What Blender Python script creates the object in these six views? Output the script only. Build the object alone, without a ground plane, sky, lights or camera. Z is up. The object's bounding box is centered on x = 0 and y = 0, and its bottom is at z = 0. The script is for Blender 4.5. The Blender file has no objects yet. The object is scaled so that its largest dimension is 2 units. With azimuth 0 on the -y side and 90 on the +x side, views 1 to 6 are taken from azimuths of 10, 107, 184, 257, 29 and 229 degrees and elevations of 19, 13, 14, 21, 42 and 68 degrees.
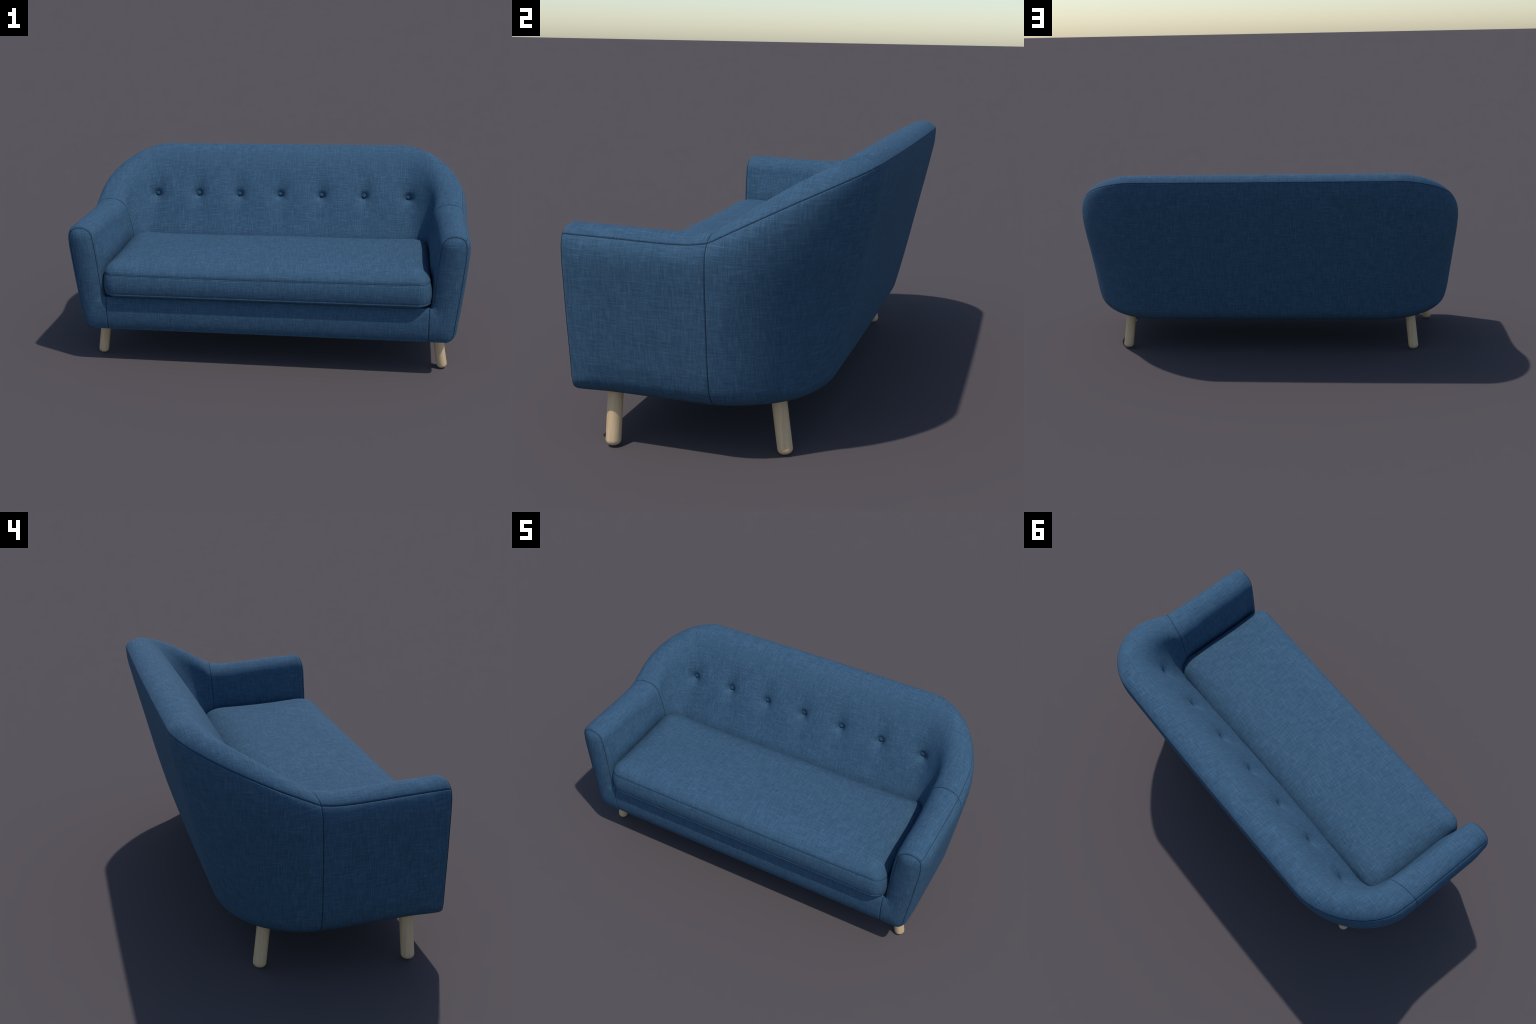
"""Blue linen tub sofa with a buttoned back, loose seat cushion and turned wooden legs."""
import bpy
import numpy as np
from math import pi, cos, sin, radians

# ------------------------------------------------------------------ helpers
def lerp(a, b, t):
    return a + (b - a) * t

def smooth(a, b, x):
    t = np.clip((x - a) / (b - a), 0, 1)
    return t * t * (3 - 2 * t)

def pchip(xs, ys):
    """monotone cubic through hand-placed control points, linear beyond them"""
    xs = np.array(xs, float); ys = np.array(ys, float)
    h = np.diff(xs); d = np.diff(ys) / h
    m = np.zeros_like(ys); m[0] = d[0]; m[-1] = d[-1]
    for i in range(1, len(xs) - 1):
        if d[i-1] * d[i] > 0:
            w1, w2 = 2*h[i] + h[i-1], h[i] + 2*h[i-1]
            m[i] = (w1 + w2) / (w1/d[i-1] + w2/d[i])
    def f(x):
        x = np.asarray(x, float)
        i = np.clip(np.searchsorted(xs, x) - 1, 0, len(xs) - 2)
        u = (x - xs[i]) / h[i]
        uc = np.clip(u, 0, 1)
        y = ((1+2*uc)*(1-uc)**2*ys[i] + uc*(1-uc)**2*h[i]*m[i]
             + uc**2*(3-2*uc)*ys[i+1] + uc**2*(uc-1)*h[i]*m[i+1])
        y = y + np.where(u < 0, u*h[i]*m[0], 0) + np.where(u > 1, (u-1)*h[i]*m[-1], 0)
        return y
    return f

def clustered(a, b, n, at_a=False, at_b=False, fine=(0.0008, 0.0018, 0.003, 0.0045, 0.0065, 0.010)):
    """n samples from a to b, with extra ones next to the ends that carry a seam"""
    s = list(np.linspace(a, b, n))
    sg = 1 if b > a else -1
    if at_a: s += [a + sg*f for f in fine]
    if at_b: s += [b - sg*f for f in fine]
    s = np.array(sorted(set(np.round(s, 6))))
    return s if sg > 0 else s[::-1]

def mesh_object(name, verts, faces, mat, parent, normals=None, smooth_shade=True):
    me = bpy.data.meshes.new(name)
    me.from_pydata([tuple(v) for v in verts], [], [tuple(f) for f in faces])
    me.materials.append(mat)
    if smooth_shade:
        me.polygons.foreach_set("use_smooth", [True] * len(me.polygons))
    me.update()
    if normals is not None:
        me.normals_split_custom_set_from_vertices([tuple(n) for n in normals])
    ob = bpy.data.objects.new(name, me)
    bpy.context.scene.collection.objects.link(ob)
    ob.parent = parent
    return ob

def grid_normals(G, flip=False):
    du = np.gradient(G, axis=0); dv = np.gradient(G, axis=1)
    n = np.cross(du, dv)
    n /= np.maximum(np.linalg.norm(n, axis=2, keepdims=True), 1e-12)
    return -n if flip else n

def grid_part(name, G, N, i0, i1, j0, j1, mat, parent, flip=False):
    """cut the rows i0..i1, columns j0..j1 of a lofted grid out as a part"""
    S = G[i0:i1+1, j0:j1+1]; M = N[i0:i1+1, j0:j1+1]
    a, b = S.shape[:2]
    idx = np.arange(a*b).reshape(a, b)
    q = np.stack([idx[:-1, :-1], idx[1:, :-1], idx[1:, 1:], idx[:-1, 1:]], -1).reshape(-1, 4)
    if flip: q = q[:, ::-1]
    return mesh_object(name, S.reshape(-1, 3), q.tolist(), mat, parent, M.reshape(-1, 3))

def tube(name, path, radius, mat, parent, closed=False, sides=8):
    P = np.array(path, float)
    keep = [0]
    for i in range(1, len(P)):
        if np.linalg.norm(P[i] - P[keep[-1]]) > 0.0012: keep.append(i)
    P = P[keep]
    n = len(P)
    T = np.roll(P, -1, 0) - np.roll(P, 1, 0) if closed else np.gradient(P, axis=0)
    T /= np.linalg.norm(T, axis=1, keepdims=True)
    a = np.cross(T[0], [0.3, 0.5, 0.8]); a /= np.linalg.norm(a)
    V = []
    for i in range(n):
        a = a - T[i] * (a @ T[i]); a /= np.linalg.norm(a)
        b = np.cross(T[i], a)
        for k in range(sides):
            w = 2*pi*k/sides
            V.append(P[i] + radius*(cos(w)*a + sin(w)*b))
    F = []
    for i in range(n if closed else n-1):
        for k in range(sides):
            F.append((i*sides+k, i*sides+(k+1) % sides, ((i+1) % n)*sides+(k+1) % sides, ((i+1) % n)*sides+k))
    if not closed:
        F.append(tuple(range(sides))[::-1]); F.append(tuple((n-1)*sides+k for k in range(sides)))
    return mesh_object(name, V, F, mat, parent)

# ---------------------------------------------------------------- materials
class Nodes:
    def __init__(self, name):
        self.m = bpy.data.materials.new(name); self.m.use_nodes = True
        self.t = self.m.node_tree; self.t.nodes.clear()
    def add(self, kind, **kw):
        n = self.t.nodes.new(kind)
        for k, v in kw.items(): setattr(n, k, v)
        return n
    def link(self, a, b): self.t.links.new(a, b)
    def math(self, op, a, b=None, clamp=False):
        n = self.add("ShaderNodeMath", operation=op, use_clamp=clamp)
        for s, v in zip(n.inputs, (a, b)):
            if v is None: continue
            if isinstance(v, (int, float)): s.default_value = v
            else: self.link(v, s)
        return n.outputs[0]
    def noise(self, a, b, fa, fb, seed, detail=2.0):
        c = self.add("ShaderNodeCombineXYZ")
        self.link(self.math("MULTIPLY", a, fa), c.inputs[0])
        self.link(self.math("MULTIPLY", b, fb), c.inputs[1])
        c.inputs[2].default_value = seed
        n = self.add("ShaderNodeTexNoise", noise_dimensions="3D")
        n.inputs["Scale"].default_value = 1.0
        n.inputs["Detail"].default_value = detail
        self.link(c.outputs[0], n.inputs["Vector"])
        return n.outputs["Fac"]

def fabric_material(name, dark, mid, light, contrast=1.0):
    """woven linen: warp and weft threads as stretched noise, laid on by the face direction"""
    N = Nodes(name)
    out = N.add("ShaderNodeOutputMaterial"); bsdf = N.add("ShaderNodeBsdfPrincipled")
    N.link(bsdf.outputs[0], out.inputs[0])
    tc = N.add("ShaderNodeTexCoord"); geo = N.add("ShaderNodeNewGeometry")
    p = N.add("ShaderNodeSeparateXYZ"); N.link(tc.outputs["Object"], p.inputs[0])
    g = N.add("ShaderNodeSeparateXYZ"); N.link(geo.outputs["Normal"], g.inputs[0])
    w = [N.math("POWER", N.math("ABSOLUTE", g.outputs[k]), 5.0) for k in range(3)]
    tot = N.math("ADD", N.math("ADD", w[0], w[1]), w[2])
    total = None
    for k, (a, b) in enumerate(((1, 2), (0, 2), (0, 1))):
        A, B = p.outputs[a], p.outputs[b]
        weft = N.noise(A, B, 24.0, 300.0, 3.1 + 7*k)        # fine threads along a
        warp = N.noise(A, B, 300.0, 24.0, 5.7 + 7*k)        # fine threads along b
        slub = N.math("MAXIMUM", N.noise(A, B, 15.0, 190.0, 11.3 + 7*k, 1.0), N.noise(A, B, 190.0, 15.0, 13.9 + 7*k, 1.0))
        v = N.math("ADD", N.math("ADD", N.math("MULTIPLY", weft, 0.34), N.math("MULTIPLY", warp, 0.34)), N.math("MULTIPLY", slub, 0.32))
        v = N.math("MULTIPLY", v, N.math("DIVIDE", w[k], tot))
        total = v if total is None else N.math("ADD", total, v)
    cloud = N.add("ShaderNodeTexNoise"); cloud.inputs["Scale"].default_value = 38.0; cloud.inputs["Detail"].default_value = 3.0
    N.link(tc.outputs["Object"], cloud.inputs["Vector"])
    val = N.math("ADD", N.math("MULTIPLY", total, 0.97), N.math("MULTIPLY", cloud.outputs["Fac"], 0.03))
    ramp = N.add("ShaderNodeValToRGB")
    e = ramp.color_ramp.elements
    c = 0.52; h = 0.135 / contrast
    e[0].position = c - h; e[0].color = (*dark, 1)
    e[1].position = c + h; e[1].color = (*light, 1)
    m = e.new(c); m.color = (*mid, 1)
    N.link(val, ramp.inputs[0])
    N.link(ramp.outputs[0], bsdf.inputs["Base Color"])
    bsdf.inputs["Roughness"].default_value = 0.9
    bsdf.inputs["Specular IOR Level"].default_value = 0.12
    bump = N.add("ShaderNodeBump"); bump.inputs["Strength"].default_value = 0.22; bump.inputs["Distance"].default_value = 0.003
    N.link(val, bump.inputs["Height"]); N.link(bump.outputs[0], bsdf.inputs["Normal"])
    return N.m

def plain_material(name, col, rough=0.9):
    N = Nodes(name)
    out = N.add("ShaderNodeOutputMaterial"); bsdf = N.add("ShaderNodeBsdfPrincipled")
    N.link(bsdf.outputs[0], out.inputs[0])
    tc = N.add("ShaderNodeTexCoord")
    n = N.add("ShaderNodeTexNoise"); n.inputs["Scale"].default_value = 300.0
    N.link(tc.outputs["Object"], n.inputs["Vector"])
    r = N.add("ShaderNodeValToRGB")
    r.color_ramp.elements[0].color = (*[c*0.8 for c in col], 1); r.color_ramp.elements[0].position = 0.35
    r.color_ramp.elements[1].color = (*[c*1.2 for c in col], 1); r.color_ramp.elements[1].position = 0.65
    N.link(n.outputs["Fac"], r.inputs[0]); N.link(r.outputs[0], bsdf.inputs["Base Color"])
    bsdf.inputs["Roughness"].default_value = rough
    bsdf.inputs["Specular IOR Level"].default_value = 0.15
    return N.m

def wood_material(name):
    N = Nodes(name)
    out = N.add("ShaderNodeOutputMaterial"); bsdf = N.add("ShaderNodeBsdfPrincipled")
    N.link(bsdf.outputs[0], out.inputs[0])
    tc = N.add("ShaderNodeTexCoord")
    p = N.add("ShaderNodeSeparateXYZ"); N.link(tc.outputs["Object"], p.inputs[0])
    def grain(fx, fz, seed):
        c = N.add("ShaderNodeCombineXYZ")
        N.link(N.math("MULTIPLY", p.outputs[0], fx), c.inputs[0])
        N.link(N.math("MULTIPLY", p.outputs[1], fx), c.inputs[1])
        N.link(N.math("ADD", N.math("MULTIPLY", p.outputs[2], fz), seed), c.inputs[2])
        n = N.add("ShaderNodeTexNoise"); n.inputs["Scale"].default_value = 1.0; n.inputs["Detail"].default_value = 3.0
        N.link(c.outputs[0], n.inputs["Vector"])
        return n.outputs["Fac"]
    v = N.math("ADD", N.math("MULTIPLY", grain(150, 6, 2.0), 0.6), N.math("MULTIPLY", grain(420, 14, 9.0), 0.4))
    r = N.add("ShaderNodeValToRGB")
    r.color_ramp.elements[0].position = 0.34; r.color_ramp.elements[0].color = (*WOOD_DARK, 1)
    r.color_ramp.elements[1].position = 0.66; r.color_ramp.elements[1].color = (*WOOD_LIGHT, 1)
    N.link(v, r.inputs[0]); N.link(r.outputs[0], bsdf.inputs["Base Color"])
    bsdf.inputs["Roughness"].default_value = 0.55
    bsdf.inputs["Specular IOR Level"].default_value = 0.3
    return N.m

FAB_DARK, FAB_MID, FAB_LIGHT = (0.029, 0.067, 0.113), (0.041, 0.091, 0.151), (0.059, 0.126, 0.202)
WOOD_DARK, WOOD_LIGHT = (0.56, 0.385, 0.220), (0.70, 0.505, 0.305)
linen = fabric_material("blue_linen", FAB_DARK, FAB_MID, FAB_LIGHT)
thread = plain_material("dark_seam_thread", (0.016, 0.031, 0.050))
pale_wood = wood_material("pale_wood")
lining = plain_material("underside_lining", (0.030, 0.060, 0.100))

# ---------------------------------------------------------------- the thing
sofa = bpy.data.objects.new("sofa", None)
bpy.context.scene.collection.objects.link(sofa)
sofa["label"] = "blue linen tub sofa with buttoned back and wooden legs"
sofa["category"] = "sofa"

# ------------------------------------------------- shape rules of the shell
Z_BOTTOM = 0.1845          # underside
R_BOTTOM = 0.056          # rounding of the lower edge
Y_FRONT = -0.444          # front seam of the arms
Y_JOIN = 0.030            # seam between arm and back
Z_DECK = 0.364            # top of the rail under the cushion
GROOVE, GROOVE_W = 0.0022, 0.0024

outer_half = pchip([0.18, 0.33, 0.43, 0.55, 0.64, 0.72, 0.80, 0.95], [0.939, 0.955, 0.967, 0.979, 0.988, 0.994, 0.996, 0.994])
outer_back = pchip([0.18, 0.25, 0.39, 0.63, 0.82, 0.89, 0.945], [0.332, 0.350, 0.3825, 0.432, 0.470, 0.482, 0.484])
outer_turn = pchip([0.18, 0.50, 0.95], [0.58, 0.60, 0.65])          # x where the back starts to curve
outer_bend = pchip([0.18, 0.40, 0.70, 0.95], [0.0, 0.02, 0.12, 0.14])   # y where the arm starts to curve
outer_power = pchip([0.18, 0.42, 0.60, 0.75, 0.90], [1.91, 1.95, 1.91, 1.93, 1.84])
inner_half = pchip([0.36, 0.51, 0.63, 0.70, 0.90], [0.818, 0.828, 0.839, 0.848, 0.868])
inner_back = pchip([0.36, 0.53, 0.62, 0.70, 0.735, 0.86, 0.98], [0.060, 0.127, 0.170, 0.206, 0.223, 0.293, 0.368])
inner_turn = pchip([0.36, 0.53, 0.70, 0.86], [0.70, 0.69, 0.675, 0.65])
inner_bend = pchip([0.36, 0.62, 0.80], [-0.03, -0.02, 0.03])

def outline(t, X, Y, xc, y0, n, yj):
    """plan curve: t 0..1 arm up to the joining seam at y = yj, 1..2 rounded corner, 2..3 back up to the middle"""
    X, Y, xc, y0, n = (a + 0*t for a in (X, Y, xc, y0, n))
    ex = 2.0/n
    def arc(c): return xc + (X-xc)*np.abs(np.cos(c))**ex, y0 + (Y-y0)*np.abs(np.sin(c))**ex
    # arm
    ya = Y_FRONT + (yj-Y_FRONT)*np.clip(t, 0, 1)
    va = np.clip((ya-y0)/(Y-y0), 0, 1)
    xa = xc + (X-xc)*(1-va**n)**(1/n)
    # corner
    tau = np.clip(t-1, 0, 1)
    cj = np.arcsin(np.clip((yj-y0)/(Y-y0), 0, 1)**(n/2))
    run = np.maximum(y0-yj, 0); f = run/(run + 1.1*np.hypot(X-xc, Y-y0))
    c = cj + (pi/2-cj)*np.clip((tau-f)/(1-f), 0, 1)
    xk, yk = arc(c)
    yk = np.where(tau < f, yj + run*tau/np.maximum(f, 1e-9), yk)
    b = np.clip(t-2, 0, 1)
    x = np.where(t <= 1, xa, np.where(t <= 2, xk, xc*(1-b)))
    y = np.where(t <= 1, ya, np.where(t <= 2, yk, Y))
    return x, y

def outer_point(t, z, zs):
    R = R_BOTTOM + 0.014*smooth(1.7, 1.2, t)*smooth(0.0, 0.3, t)
    lowz = Z_BOTTOM + R
    tuck = np.where(z < lowz, R - np.sqrt(np.maximum(R**2 - (lowz-z)**2, 0)), 0)
    curl = 0.018*np.exp(-np.maximum(zs-z, 0)/0.028)
    x, y = outline(t, outer_half(z) - tuck - curl, outer_back(z) - 0.7*tuck, outer_turn(z), outer_bend(z), outer_power(z), Y_JOIN)
    swell = 0.012 * smooth(-0.45, -0.34, y) * smooth(0.30, 0.0, y) * smooth(0.18, 0.32, z) * (1-np.exp(-np.maximum(zs-z, 0)/0.03))
    x = x + swell * smooth(2.0, 1.5, t)
    y = y + 0.005*(t > 1.5)*np.cos(np.clip(x/0.66, 0, 1)*pi/2)
    return np.stack([x, y, z + 0*x], -1)

def inner_point(t, z):
    pad = smooth(-0.02, 0.30, t)*smooth(1.75, 1.1, t)*(0.018*np.exp(-((z-0.56)/0.08)**2) + 0.004) + 0.013*np.exp(-((t-0.98)/0.24)**2)*np.exp(-((z-0.67)/0.10)**2)
    x, y = outline(t, inner_half(z) - pad, inner_back(z), inner_turn(z), inner_bend(z), 2.25, Y_JOIN + 0.02)
    y = y - 0.012*np.where(x < 0.72, np.cos(np.clip(x/0.72, 0, 1)*pi/2), 0)*(t > 1.3)
    return np.stack([x, y, z + 0*x], -1)

arm_seam = pchip([-0.45, -0.33, -0.2, -0.1, -0.03, 0.03], [0.715, 0.7135, 0.711, 0.7095, 0.712, 0.721])
def seam_height(t):
    z = np.full_like(t, 0.75)
    for _ in range(25):
        y = outer_point(t, z, z)[..., 1]
        zn = np.where(y <= Y_JOIN, arm_seam(y), 0.721 + 0.485*(y-Y_JOIN) + 0.005*np.sin(pi*np.clip((y-0.05)/0.40, 0, 1)))
        z = 0.5*z + 0.5*np.minimum(zn, 0.940)
    return z

# stations along the shell, denser next to the arm/back seam and the front seam
L_ARM = 0.47
front = np.unique(np.round(np.r_[clustered(0, L_ARM, 60, True, True), np.linspace(0.011, 0.030, 12)], 6)) / L_ARM
corner = 1 + clustered(0, 0.55, 90, True, False) / 0.55
back = 2 + np.linspace(0, 1, 150)
T = np.unique(np.round(np.concatenate([front, corner, back]), 7))
nt = len(T)
ZS = seam_height(T)
W = smooth(0.715, 0.93, ZS)                     # 0 on the arm, 1 on the back
S = outer_point(T, ZS, ZS)
ZI = ZS - lerp(0.034, 0.090, W)
I = inner_point(T, ZI)
slope = inner_point(T, ZI + 0.004) - inner_point(T, ZI - 0.004)
slope /= np.linalg.norm(slope, axis=1, keepdims=True)
inward = I - S; inward[:, 2] = 0; inward /= np.linalg.norm(inward, axis=1, keepdims=True)
up = np.array([0, 0, 1.0])
C1 = S + inward*lerp(0.020, 0.034, W)[:, None] + up*lerp(0.040, 0.046, W)[:, None]
C2 = I + slope*lerp(0.076, 0.168, W)[:, None]

# cross-section samples: lower edge, outer wall, padded top, inner wall
R_LOW = R_BOTTOM + 0.014*smooth(1.7, 1.2, T)*smooth(0.0, 0.3, T)
low = 1 - np.cos(np.linspace(0, pi/2, 12))
cols, sect = [], []
for k in low[:-1]:
    z = Z_BOTTOM + 0.0005 + R_LOW*k
    cols.append(outer_point(T, z, ZS)); sect.append("wall")
wall = clustered(0, 0.5, 60, False, True)/0.5
for k in wall:
    z = Z_BOTTOM + R_LOW + (ZS - Z_BOTTOM - R_LOW)*k
    cols.append(outer_point(T, z, ZS)); sect.append("wall")
j_seam = len(cols) - 1
top = clustered(0, 0.25, 48, True, False)[1:]/0.25
for k in top:
    cols.append(S*(1-k)**3 + C1*(3*k*(1-k)**2) + C2*(3*k*k*(1-k)) + I*k**3); sect.append("top")
j_top = len(cols) - 1
for k in np.linspace(0, 1, 80)[1:]:
    z = lerp(ZI, Z_DECK - 0.006, k)
    cols.append(inner_point(T, z)); sect.append("inner")
H = np.stack(cols, 1)                            # (station, section, xyz), right half
mir = H[:-1][::-1] * np.array([-1, 1, 1])
G = np.concatenate([H, mir], 0)                  # the whole shell
TT = np.concatenate([T, T[:-1][::-1]])
NG = grid_normals(G)
if NG[10, j_seam-20, 0] < 0: NG = -NG

# seam grooves: piping line along the shell, arm/back seam, front seam of the arms
dist = np.linalg.norm(G - G[:, j_seam:j_seam+1], axis=2)
groove = np.exp(-(dist/GROOVE_W)**2)
along = np.abs(TT-1)*np.where(TT < 1, L_ARM, 0.55)
groove = np.maximum(groove, np.exp(-(along/GROOVE_W)**2)[:, None])
groove = np.maximum(groove, np.exp(-(TT*L_ARM/GROOVE_W)**2)[:, None])
CURL = 0.0225                                    # the arm rounds over towards its front seam
D = -GROOVE*groove - (CURL-np.sqrt(CURL**2-np.maximum(0, 0.0195-TT*L_ARM)**2))[:, None]*lerp(0.1, 1, smooth(-0.95, -0.3, NG[..., 2]))

# button dimples with soft vertical pulls
BUTTONS = [(-0.696, 0.727), (-0.459, 0.7315), (-0.228, 0.733), (0.0, 0.735), (0.228, 0.733), (0.459, 0.7315), (0.696, 0.727)]
on_inner = np.zeros(G.shape[1]); on_inner[j_seam+len(top)//2:] = 1
for bx, bz in BUTTONS:
    dx = G[..., 0]-bx; dz = (G[..., 2]-bz-0.005)/0.88
    r2 = dx*dx + dz*dz
    pit = 0.026*np.exp(-r2/0.0205**2) + 0.013*np.exp(-(dx/0.050)**2-(dz/0.065)**2)
    pull = 0.006*np.exp(-(dx/0.045)**2)*np.where(dz < 0, np.exp(-(dz/0.22)**2), np.exp(-(dz/0.12)**2))
    D -= (pit + pull) * on_inner[None, :]
G = G + NG*D[..., None]
NG = grid_normals(G)
if NG[10, j_seam-20, 0] < 0: NG = -NG
FLIP = np.dot(np.cross(G[11, 20]-G[10, 20], G[10, 21]-G[10, 20]), NG[10, 20]) < 0

n_all = len(TT)
i_join = int(np.argmin(np.abs(T-1))); k_join = n_all-1-i_join
jl = G.shape[1]-1
backrest = grid_part("backrest", G, NG, i_join, k_join, 0, jl, linen, sofa, FLIP)
arm_r = grid_part("arm", G, NG, 0, i_join, 0, jl, linen, sofa, FLIP)
arm_l = grid_part("arm", G, NG, k_join, n_all-1, 0, jl, linen, sofa, FLIP)

# seam threads lying in the grooves
rise = 0.0006
def lay(P, Nn): return P + Nn*rise
tube("piping_seam", lay(G[i_join:k_join+1, j_seam], NG[i_join:k_join+1, j_seam]), 0.0010, thread, backrest)
for arm, i0, i1, ij in ((arm_r, 0, i_join, i_join), (arm_l, k_join, n_all-1, k_join)):
    tube("piping_seam", lay(G[i0:i1+1, j_seam], NG[i0:i1+1, j_seam]), 0.0010, thread, arm)
    tube("joining_seam", lay(G[ij, 3:jl-8], NG[ij, 3:jl-8]), 0.0010, thread, arm)

# ------------------------------------------- front panel: arm fronts and rail
Z_RAIL = float(G[0, :, 2].min())
row = G[0].copy()                                 # right arm front seam, already grooved
xz = row[:, [0, 2]]
apex = int(np.argmax(xz[:, 1]))
outer_xz = xz[:apex+1][::-1]                      # from the top down the outside
inner_xz = xz[apex:]                              # from the top down the inside
corner_x = float(np.interp(-Z_DECK-0.012, -inner_xz[:, 1], inner_xz[:, 0]))
X_SEAM = 0.810
def at_height(poly, z): return np.interp(-z, -poly[:, 1], poly[:, 0])
z_apex = xz[apex, 1]
# arm rows: equal heights; corner rows: fan round the inner corner; rail rows: uprights
pairs = []
drop = z_apex - (Z_DECK+0.012)
for k in np.concatenate([np.linspace(0, 1, 40)[:-1]**2*0.22, np.linspace(0.22, 1, 70)]):
    z = z_apex - 0.0002 - drop*k
    pairs.append(((at_height(inner_xz, z), z), (at_height(outer_xz, z), z)))
arc_o = outer_xz[outer_xz[:, 1] < Z_DECK+0.012]
arc_o = np.vstack([[at_height(outer_xz, Z_DECK+0.012), Z_DECK+0.012], arc_o, [[x, Z_RAIL] for x in np.linspace(arc_o[-1, 0], corner_x-0.012, 10)[1:]]])
L = np.r_[0, np.cumsum(np.linalg.norm(np.diff(arc_o, axis=0), axis=1))]
for k in np.linspace(0, 1, 40)[1:]:
    s = k*L[-1]; w = k*pi/2
    pairs.append(((corner_x-0.012+0.012*cos(w), Z_DECK+0.012-0.012*sin(w)), (np.interp(s, L, arc_o[:, 0]), np.interp(s, L, arc_o[:, 1]))))
x_fan = corner_x-0.012
xs = np.unique(np.round(np.concatenate([clustered(x_fan, X_SEAM, 8, False, True) if x_fan > X_SEAM else [], clustered(X_SEAM, 0, 150, True, False)]), 6))[::-1]
for x in xs[xs < x_fan-1e-4]:
    pairs.append(((x, Z_DECK), (x, Z_RAIL)))
pairs = np.array(pairs)
q = 0.5-0.5*np.cos(np.linspace(0, pi, 46))
P2 = pairs[:, None, 0]*(1-q)[None, :, None] + pairs[:, None, 1]*q[None, :, None]
P2 = np.concatenate([P2, P2[:-1][::-1]*np.array([-1, 1])], 0)
edge = np.vstack([pairs[:, 0][::-1], pairs[:, 1]])
edge = np.vstack([edge, edge[::-1]*np.array([-1, 1])])
flat = P2.reshape(-1, 2)
A = edge; B = np.roll(edge, -1, 0); AB = B-A; l2 = np.maximum((AB**2).sum(1), 1e-14)
dd = np.full(len(flat), 9.0)
for c in range(0, len(flat), 2000):
    p = flat[c:c+2000, None]
    u = np.clip(((p-A)*AB).sum(2)/l2, 0, 1)
    e = np.linalg.norm(p-(A+u[..., None]*AB), axis=2)
    seam_side = (np.abs(A[:, 0]) < 1e-6) & (np.abs(B[:, 0]) < 1e-6)
    e[:, seam_side] = 9
    dd[c:c+2000] = e.min(1)
zf = flat[:, 1]; xf = np.abs(flat[:, 0])
depth = np.interp(zf, [0.18, 0.30, 0.37, 0.52, 0.68, 0.75], [0.015, 0.015, 0.016, 0.021, 0.025, 0.024])
depth = lerp(depth, 0.016, smooth(0.86, 0.80, xf)*(zf < 0.42))
width = 0.056
du = np.clip(dd/width, 0, 1)
dome = depth*(1.5*du - 0.5*du**3)
dome = dome*lerp(1, np.sqrt(np.clip(1-(1-np.clip(dd/0.025, 0, 1))**2, 0, 1)), smooth(0.82, 0.78, xf))
dg = dome.reshape(P2.shape[:2])
for _ in range(60):                               # ease the ridges where the domed edges meet
    sm = 0.25*(dg[:-2, 1:-1]+dg[2:, 1:-1]+dg[1:-1, :-2]+dg[1:-1, 2:])
    k = smooth(0.012, 0.035, dd.reshape(dg.shape))[1:-1, 1:-1]
    dg[1:-1, 1:-1] = lerp(dg[1:-1, 1:-1], sm, k)
dome = dg.reshape(-1)
line = np.exp(-((xf-X_SEAM)/GROOVE_W)**2)*(zf < Z_DECK+0.02)
yf = Y_FRONT - dome + 0.004*line
F3 = np.stack([flat[:, 0], yf, zf], -1).reshape(P2.shape[0], P2.shape[1], 3)
NF = grid_normals(F3)
if NF[len(F3)//2, 20, 1] > 0: NF = -NF
FLIPF = np.dot(np.cross(F3[201, 20]-F3[200, 20], F3[200, 21]-F3[200, 20]), NF[200, 20]) < 0
i_rail = int(np.argmin(np.abs(F3[:len(F3)//2, -1, 0]-X_SEAM)*1 + (F3[:len(F3)//2, -1, 2] > Z_RAIL+0.004)*9))
k_rail = len(F3)-1-i_rail
rail = grid_part("front_rail", F3, NF, i_rail, k_rail, 0, F3.shape[1]-1, linen, sofa, FLIPF)
for arm, i0, i1, ir in ((arm_r, 0, i_rail, i_rail), (arm_l, k_rail, len(F3)-1, k_rail)):
    pan = grid_part("arm_front", F3, NF, i0, i1, 0, F3.shape[1]-1, linen, arm, FLIPF)
    tube("rail_seam", F3[ir] + NF[ir]*0.0004, 0.0009, thread, pan)
for sgn, arm in ((1, arm_r), (-1, arm_l)):
    loop = [(sgn*x, Y_FRONT-0.001, z) for x, z in np.vstack([edge[:len(pairs)][edge[:len(pairs), 1] > 0.39], outer_xz[1:]])]
    tube("front_seam", loop, 0.0010, thread, arm)

# lower edge of the rail, rounding back to the underside
lip = []
for a in np.linspace(0, pi/2, 8):
    lip.append([(x, Y_FRONT + 0.036*(1-cos(a)), Z_RAIL - (Z_RAIL-Z_BOTTOM-0.001)*sin(a)) for x in np.linspace(0.878, -0.878, 40)])
lip = np.array(lip); NL = grid_normals(lip)
if NL[4, 20, 2] > 0: NL = -NL
grid_part("rail_lower_edge", lip, NL, 0, 7, 0, 39, linen, rail, np.dot(np.cross(lip[5, 20]-lip[4, 20], lip[4, 21]-lip[4, 20]), NL[4, 20]) < 0)

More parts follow.
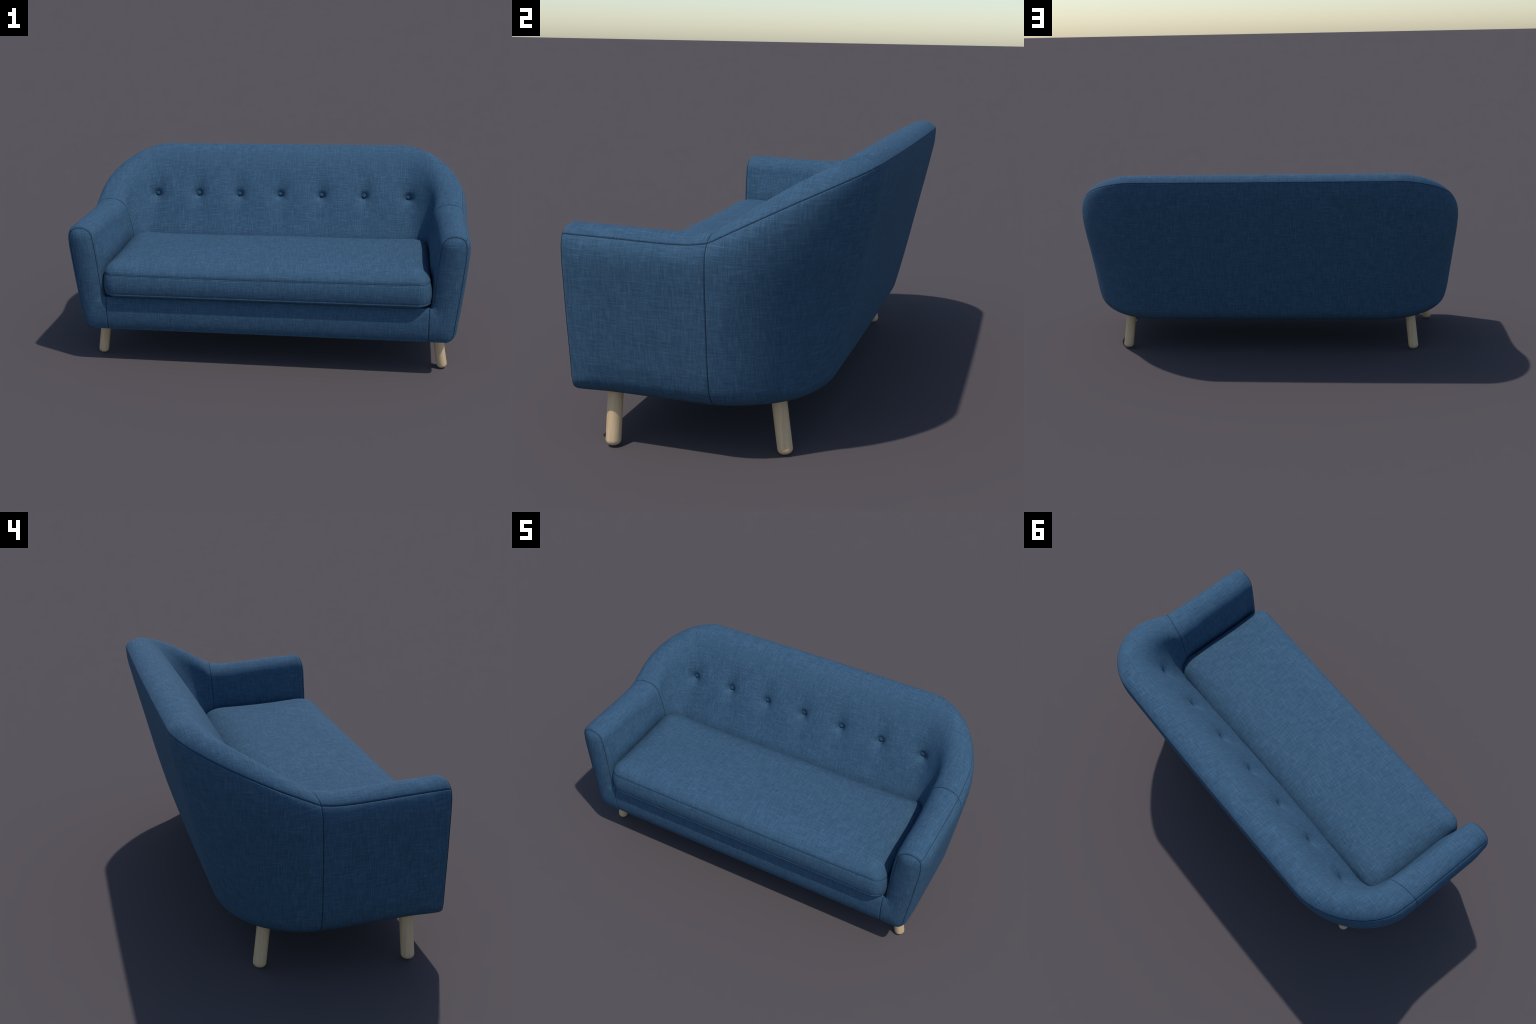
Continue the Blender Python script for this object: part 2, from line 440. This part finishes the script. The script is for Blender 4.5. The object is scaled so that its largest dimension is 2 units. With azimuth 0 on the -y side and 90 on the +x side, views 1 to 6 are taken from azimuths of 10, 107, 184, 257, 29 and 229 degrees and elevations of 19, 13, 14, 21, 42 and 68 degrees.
# underside plate and the deck the cushion rests on
def plate(name, loop, z0, z1, mat):
    n = len(loop)
    V = [(x, y, z0) for x, y in loop] + [(x, y, z1) for x, y in loop]
    F = [tuple(range(n))[::-1], tuple(range(n, 2*n))] + [(i, (i+1) % n, n+(i+1) % n, n+i) for i in range(n)]
    return mesh_object(name, V, F, mat, sofa, smooth_shade=False)
und = G[::4, 1, :2]*np.array([0.998, 1]); und[:, 1] = np.maximum(und[:, 1] - 0.001, Y_FRONT+0.034)
plate("underside", [tuple(p) for p in und], Z_BOTTOM+0.0022, Z_BOTTOM+0.014, lining)
dk = inner_point(T[::4], np.full(len(T[::4]), Z_DECK))[:, :2] + np.array([0.01, 0.0])*(T[::4] < 2)[:, None]
dk = np.vstack([dk, dk[::-1]*np.array([-1, 1])]); dk[:, 1] += 0.008*(dk[:, 1] > -0.3)
dk[:, 1] = np.maximum(dk[:, 1], Y_FRONT+0.001)
plate("seat_deck", [tuple(p) for p in dk], Z_DECK-0.02, Z_DECK-0.0015, linen)

# ------------------------------------------------------------- seat cushion
CX, Y0, Y1, CR = 0.817, -0.483, 0.122, 0.066
def cushion_outline(n_side=70, n_end=36, n_arc=18, X=CX, ya=Y0, yb=Y1, r=CR):
    P = []
    def arc(cx, cy, a0, rr):
        for k in np.linspace(0, 1, n_arc, endpoint=False):
            a = radians(a0+90*k); P.append((cx+rr*cos(a), cy+rr*sin(a)))
    for k in np.linspace(0, 1, n_side, endpoint=False): P.append((-X+r + 2*(X-r)*k, ya))
    arc(X-r, ya+r, -90, r)
    for k in np.linspace(0, 1, n_end, endpoint=False): P.append((X, ya+r+(yb-ya-2*r)*k))
    arc(X-r, yb-r, 0, r)
    for k in np.linspace(0, 1, n_side, endpoint=False): P.append((X-r-2*(X-r)*k, yb))
    arc(-X+r, yb-r, 90, r)
    for k in np.linspace(0, 1, n_end, endpoint=False): P.append((-X, yb-r-(yb-ya-2*r)*k))
    arc(-X+r, ya+r, 180, r)
    return np.array(P)
O = cushion_outline()
nO = len(O)
tng = np.roll(O, -1, 0)-np.roll(O, 1, 0); tng /= np.linalg.norm(tng, axis=1, keepdims=True)
nrm = np.stack([tng[:, 1], -tng[:, 0]], 1)                  # outward
spine = np.stack([np.clip(O[:, 0], -0.52, 0.52), np.full(nO, (Y0+Y1)/2)], 1)
full = np.linalg.norm(O-spine, axis=1)
is_front = smooth(-0.30, -0.45, O[:, 1])
Z_LOW, Z_HIGH = 0.388, 0.490
lift = 0.004*np.clip(np.abs(O[:, 0])/0.75, 0, 1)**2          # corners ride a little higher
ring_pos = []
def ring(d, z):
    """d: inset from the outline in metres"""
    v = np.clip(d/full, -0.2, 1)[:, None] if np.ndim(d) else np.clip(np.full(nO, d)/full, -0.2, 1)[:, None]
    p = O*(1-v) + spine*v if np.ndim(d) or d > 0.08 else O - nrm*d
    ring_pos.append(np.column_stack([p, np.full(nO, z) if np.ndim(z) == 0 else z]))
for s in np.linspace(1, 0, 14)[:-1]:                        # underside
    v = s[None] if np.ndim(s) else s
    p = O*(1-v)+spine*v
    d = np.linalg.norm(p-O, axis=1)
    bz = Z_LOW-0.0235*np.sqrt(np.clip(1-(1-np.clip(d/0.05, 0, 1))**2, 0, 1))
    ring_pos.append(np.column_stack([p, bz]))
def band(f):
    """side band between the two seams, f 0..1"""
    z = lerp(Z_LOW, Z_HIGH, f) + lift*f
    back_in = np.full(nO, 0.004*f)
    belly = 0.007*np.sin(pi*f)
    return np.column_stack([O - nrm*(back_in-belly)[:, None], z])
fb = np.concatenate([[0, 0.015, 0.03, 0.05, 0.075], np.linspace(0.1, 0.86, 14), [0.88, 0.90, 0.915, 0.93, 0.945, 0.96, 0.97, 0.98, 0.99, 1.0]])
band0 = len(ring_pos)
for f in fb: ring_pos.append(band(f))
i_high = len(ring_pos)-1
edge_hi = band(1.0)
rim = edge_hi[:, :2]; fullr = np.linalg.norm(rim-spine, axis=1)
for v in np.concatenate([[0.003, 0.006, 0.01, 0.015, 0.022, 0.03, 0.04], np.linspace(0.055, 1, 44)]):
    p = rim*(1-v)+spine*v
    d = v*fullr
    z = edge_hi[:, 2] + (0.558-edge_hi[:, 2])*np.sqrt(np.clip(1-(1-np.clip(d/0.14, 0, 1))**2.2, 0, 1))**1.05
    z = z + 0.011*np.clip(1-(p[:, 0]/0.78)**2, 0, 1)*np.clip(1-((p[:, 1]+0.19)/0.27)**2, 0, 1)**1.2
    ring_pos.append(np.column_stack([p, z]))
Q = np.stack(ring_pos, 0)
Qc = np.concatenate([Q[:, -1:], Q, Q[:, :1]], 1)
NQ = grid_normals(Qc)[:, 1:-1]
if NQ[i_high-12, 10, 1] > 0: NQ = -NQ
# gentle unevenness of the stuffing and the seam grooves
hh = Q[..., 2]
dl = np.linalg.norm(Q-Q[i_high:i_high+1], axis=2)
gr = 0.0024*np.exp(-(dl/0.0025)**2)
gr2 = 0.0011*np.exp(-((dl-0.0075)/0.0022)**2)*(np.arange(len(Q)) < i_high)[:, None]
dlow = np.linalg.norm(Q-Q[band0:band0+1], axis=2)
gr3 = -0.0008*np.exp(-(dlow/0.004)**2) + 0.0012*np.exp(-((dlow-0.007)/0.003)**2)*(np.arange(len(Q)) > band0)[:, None]
wob = 0.0012*np.sin(Q[..., 0]*7.1+1.0)*np.sin(Q[..., 1]*9.0+0.4)*(np.arange(len(Q)) > i_high+6)[:, None]
Q = Q + NQ*(wob-gr-gr2-gr3)[..., None]
V = Q.reshape(-1, 3).tolist(); F = []
nr = len(Q)
for i in range(nr-1):
    for k in range(nO):
        k2 = (k+1) % nO
        F.append((i*nO+k, i*nO+k2, (i+1)*nO+k2, (i+1)*nO+k))
cushion = mesh_object("seat_cushion", V, F, linen, sofa)
import bmesh
def weld(ob, dist=1e-5):
    bm = bmesh.new(); bm.from_mesh(ob.data)
    bmesh.ops.remove_doubles(bm, verts=bm.verts, dist=dist)
    bmesh.ops.recalc_face_normals(bm, faces=bm.faces)
    bm.to_mesh(ob.data); bm.free()
weld(cushion)
tube("cushion_seam", Q[i_high]+NQ[i_high]*0.0006, 0.0010, thread, cushion, closed=True)

# ------------------------------------------------------------------ buttons
def revolve(name, profile, mat, seg=32):
    V, F = [], []
    for r, z in profile:
        for k in range(seg):
            a = 2*pi*k/seg; V.append((r*cos(a), r*sin(a), z))
    n = len(profile)
    for i in range(n-1):
        for k in range(seg):
            k2 = (k+1) % seg
            F.append((i*seg+k, i*seg+k2, (i+1)*seg+k2, (i+1)*seg+k))
    F.append(tuple(range(seg))[::-1]); F.append(tuple((n-1)*seg+k for k in range(seg)))
    me = bpy.data.meshes.new(name)
    me.from_pydata(V, [], F); me.materials.append(mat)
    me.polygons.foreach_set("use_smooth", [True]*len(F)); me.update()
    return me
prof = [(0.0085, -0.012), (0.0105, -0.006), (0.0120, -0.002), (0.0124, 0.000)]
prof += [(0.0108+0.0016*cos(a), 0.0005+0.0016*sin(a)) for a in np.linspace(0.2, pi/2, 6)]
prof += [(r, 0.0021+0.0009*(1-(r/0.0108)**2)) for r in (0.009, 0.006, 0.003, 0.0008)]
button_mesh = revolve("button", prof, linen)
ri = G.shape[1]
for n, (bx, bz) in enumerate(BUTTONS):
    inner = G[:, j_top-8:]
    k = np.argmin(np.linalg.norm(inner[..., [0, 2]]-np.array([bx, bz]), axis=2))
    i, j = np.unravel_index(k, inner.shape[:2])
    pos = inner[i, j]
    ax = np.array([0, -0.95, 0.31]); ax /= np.linalg.norm(ax)
    ob = bpy.data.objects.new("button", button_mesh)
    bpy.context.scene.collection.objects.link(ob); ob.parent = backrest
    from mathutils import Vector
    ob.rotation_mode = "QUATERNION"
    ob.rotation_quaternion = Vector(ax).to_track_quat("Z", "Y")
    ob.location = Vector((bx, pos[1], bz)) + Vector(ax)*0.003

# --------------------------------------------------------------------- legs
LEG_R = 0.0255
def leg_mesh(length):
    pr = []
    rb = 0.019
    for a in np.linspace(0.0, pi/2, 10):
        pr.append((max(LEG_R-rb+rb*sin(a), 0.002), rb-rb*cos(a)))
    for h in np.linspace(0.05, length, 8): pr.append((LEG_R*lerp(1, 1.0, h/length), h))
    return revolve("leg", pr, pale_wood, 40)
leg_me = leg_mesh(0.215)
for sx in (1, -1):
    for foot, head in (((0.889, -0.325), (0.855, -0.327)), ((0.771, 0.228), (0.749, 0.192))):
        d = Vector((sx*(head[0]-foot[0]), head[1]-foot[1], 0.2)).normalized()
        ob = bpy.data.objects.new("leg", leg_me)
        bpy.context.scene.collection.objects.link(ob); ob.parent = sofa
        ob.rotation_mode = "QUATERNION"
        ob.rotation_quaternion = d.to_track_quat("Z", "Y")
        ob.location = Vector((sx*foot[0], foot[1], 0.0015))
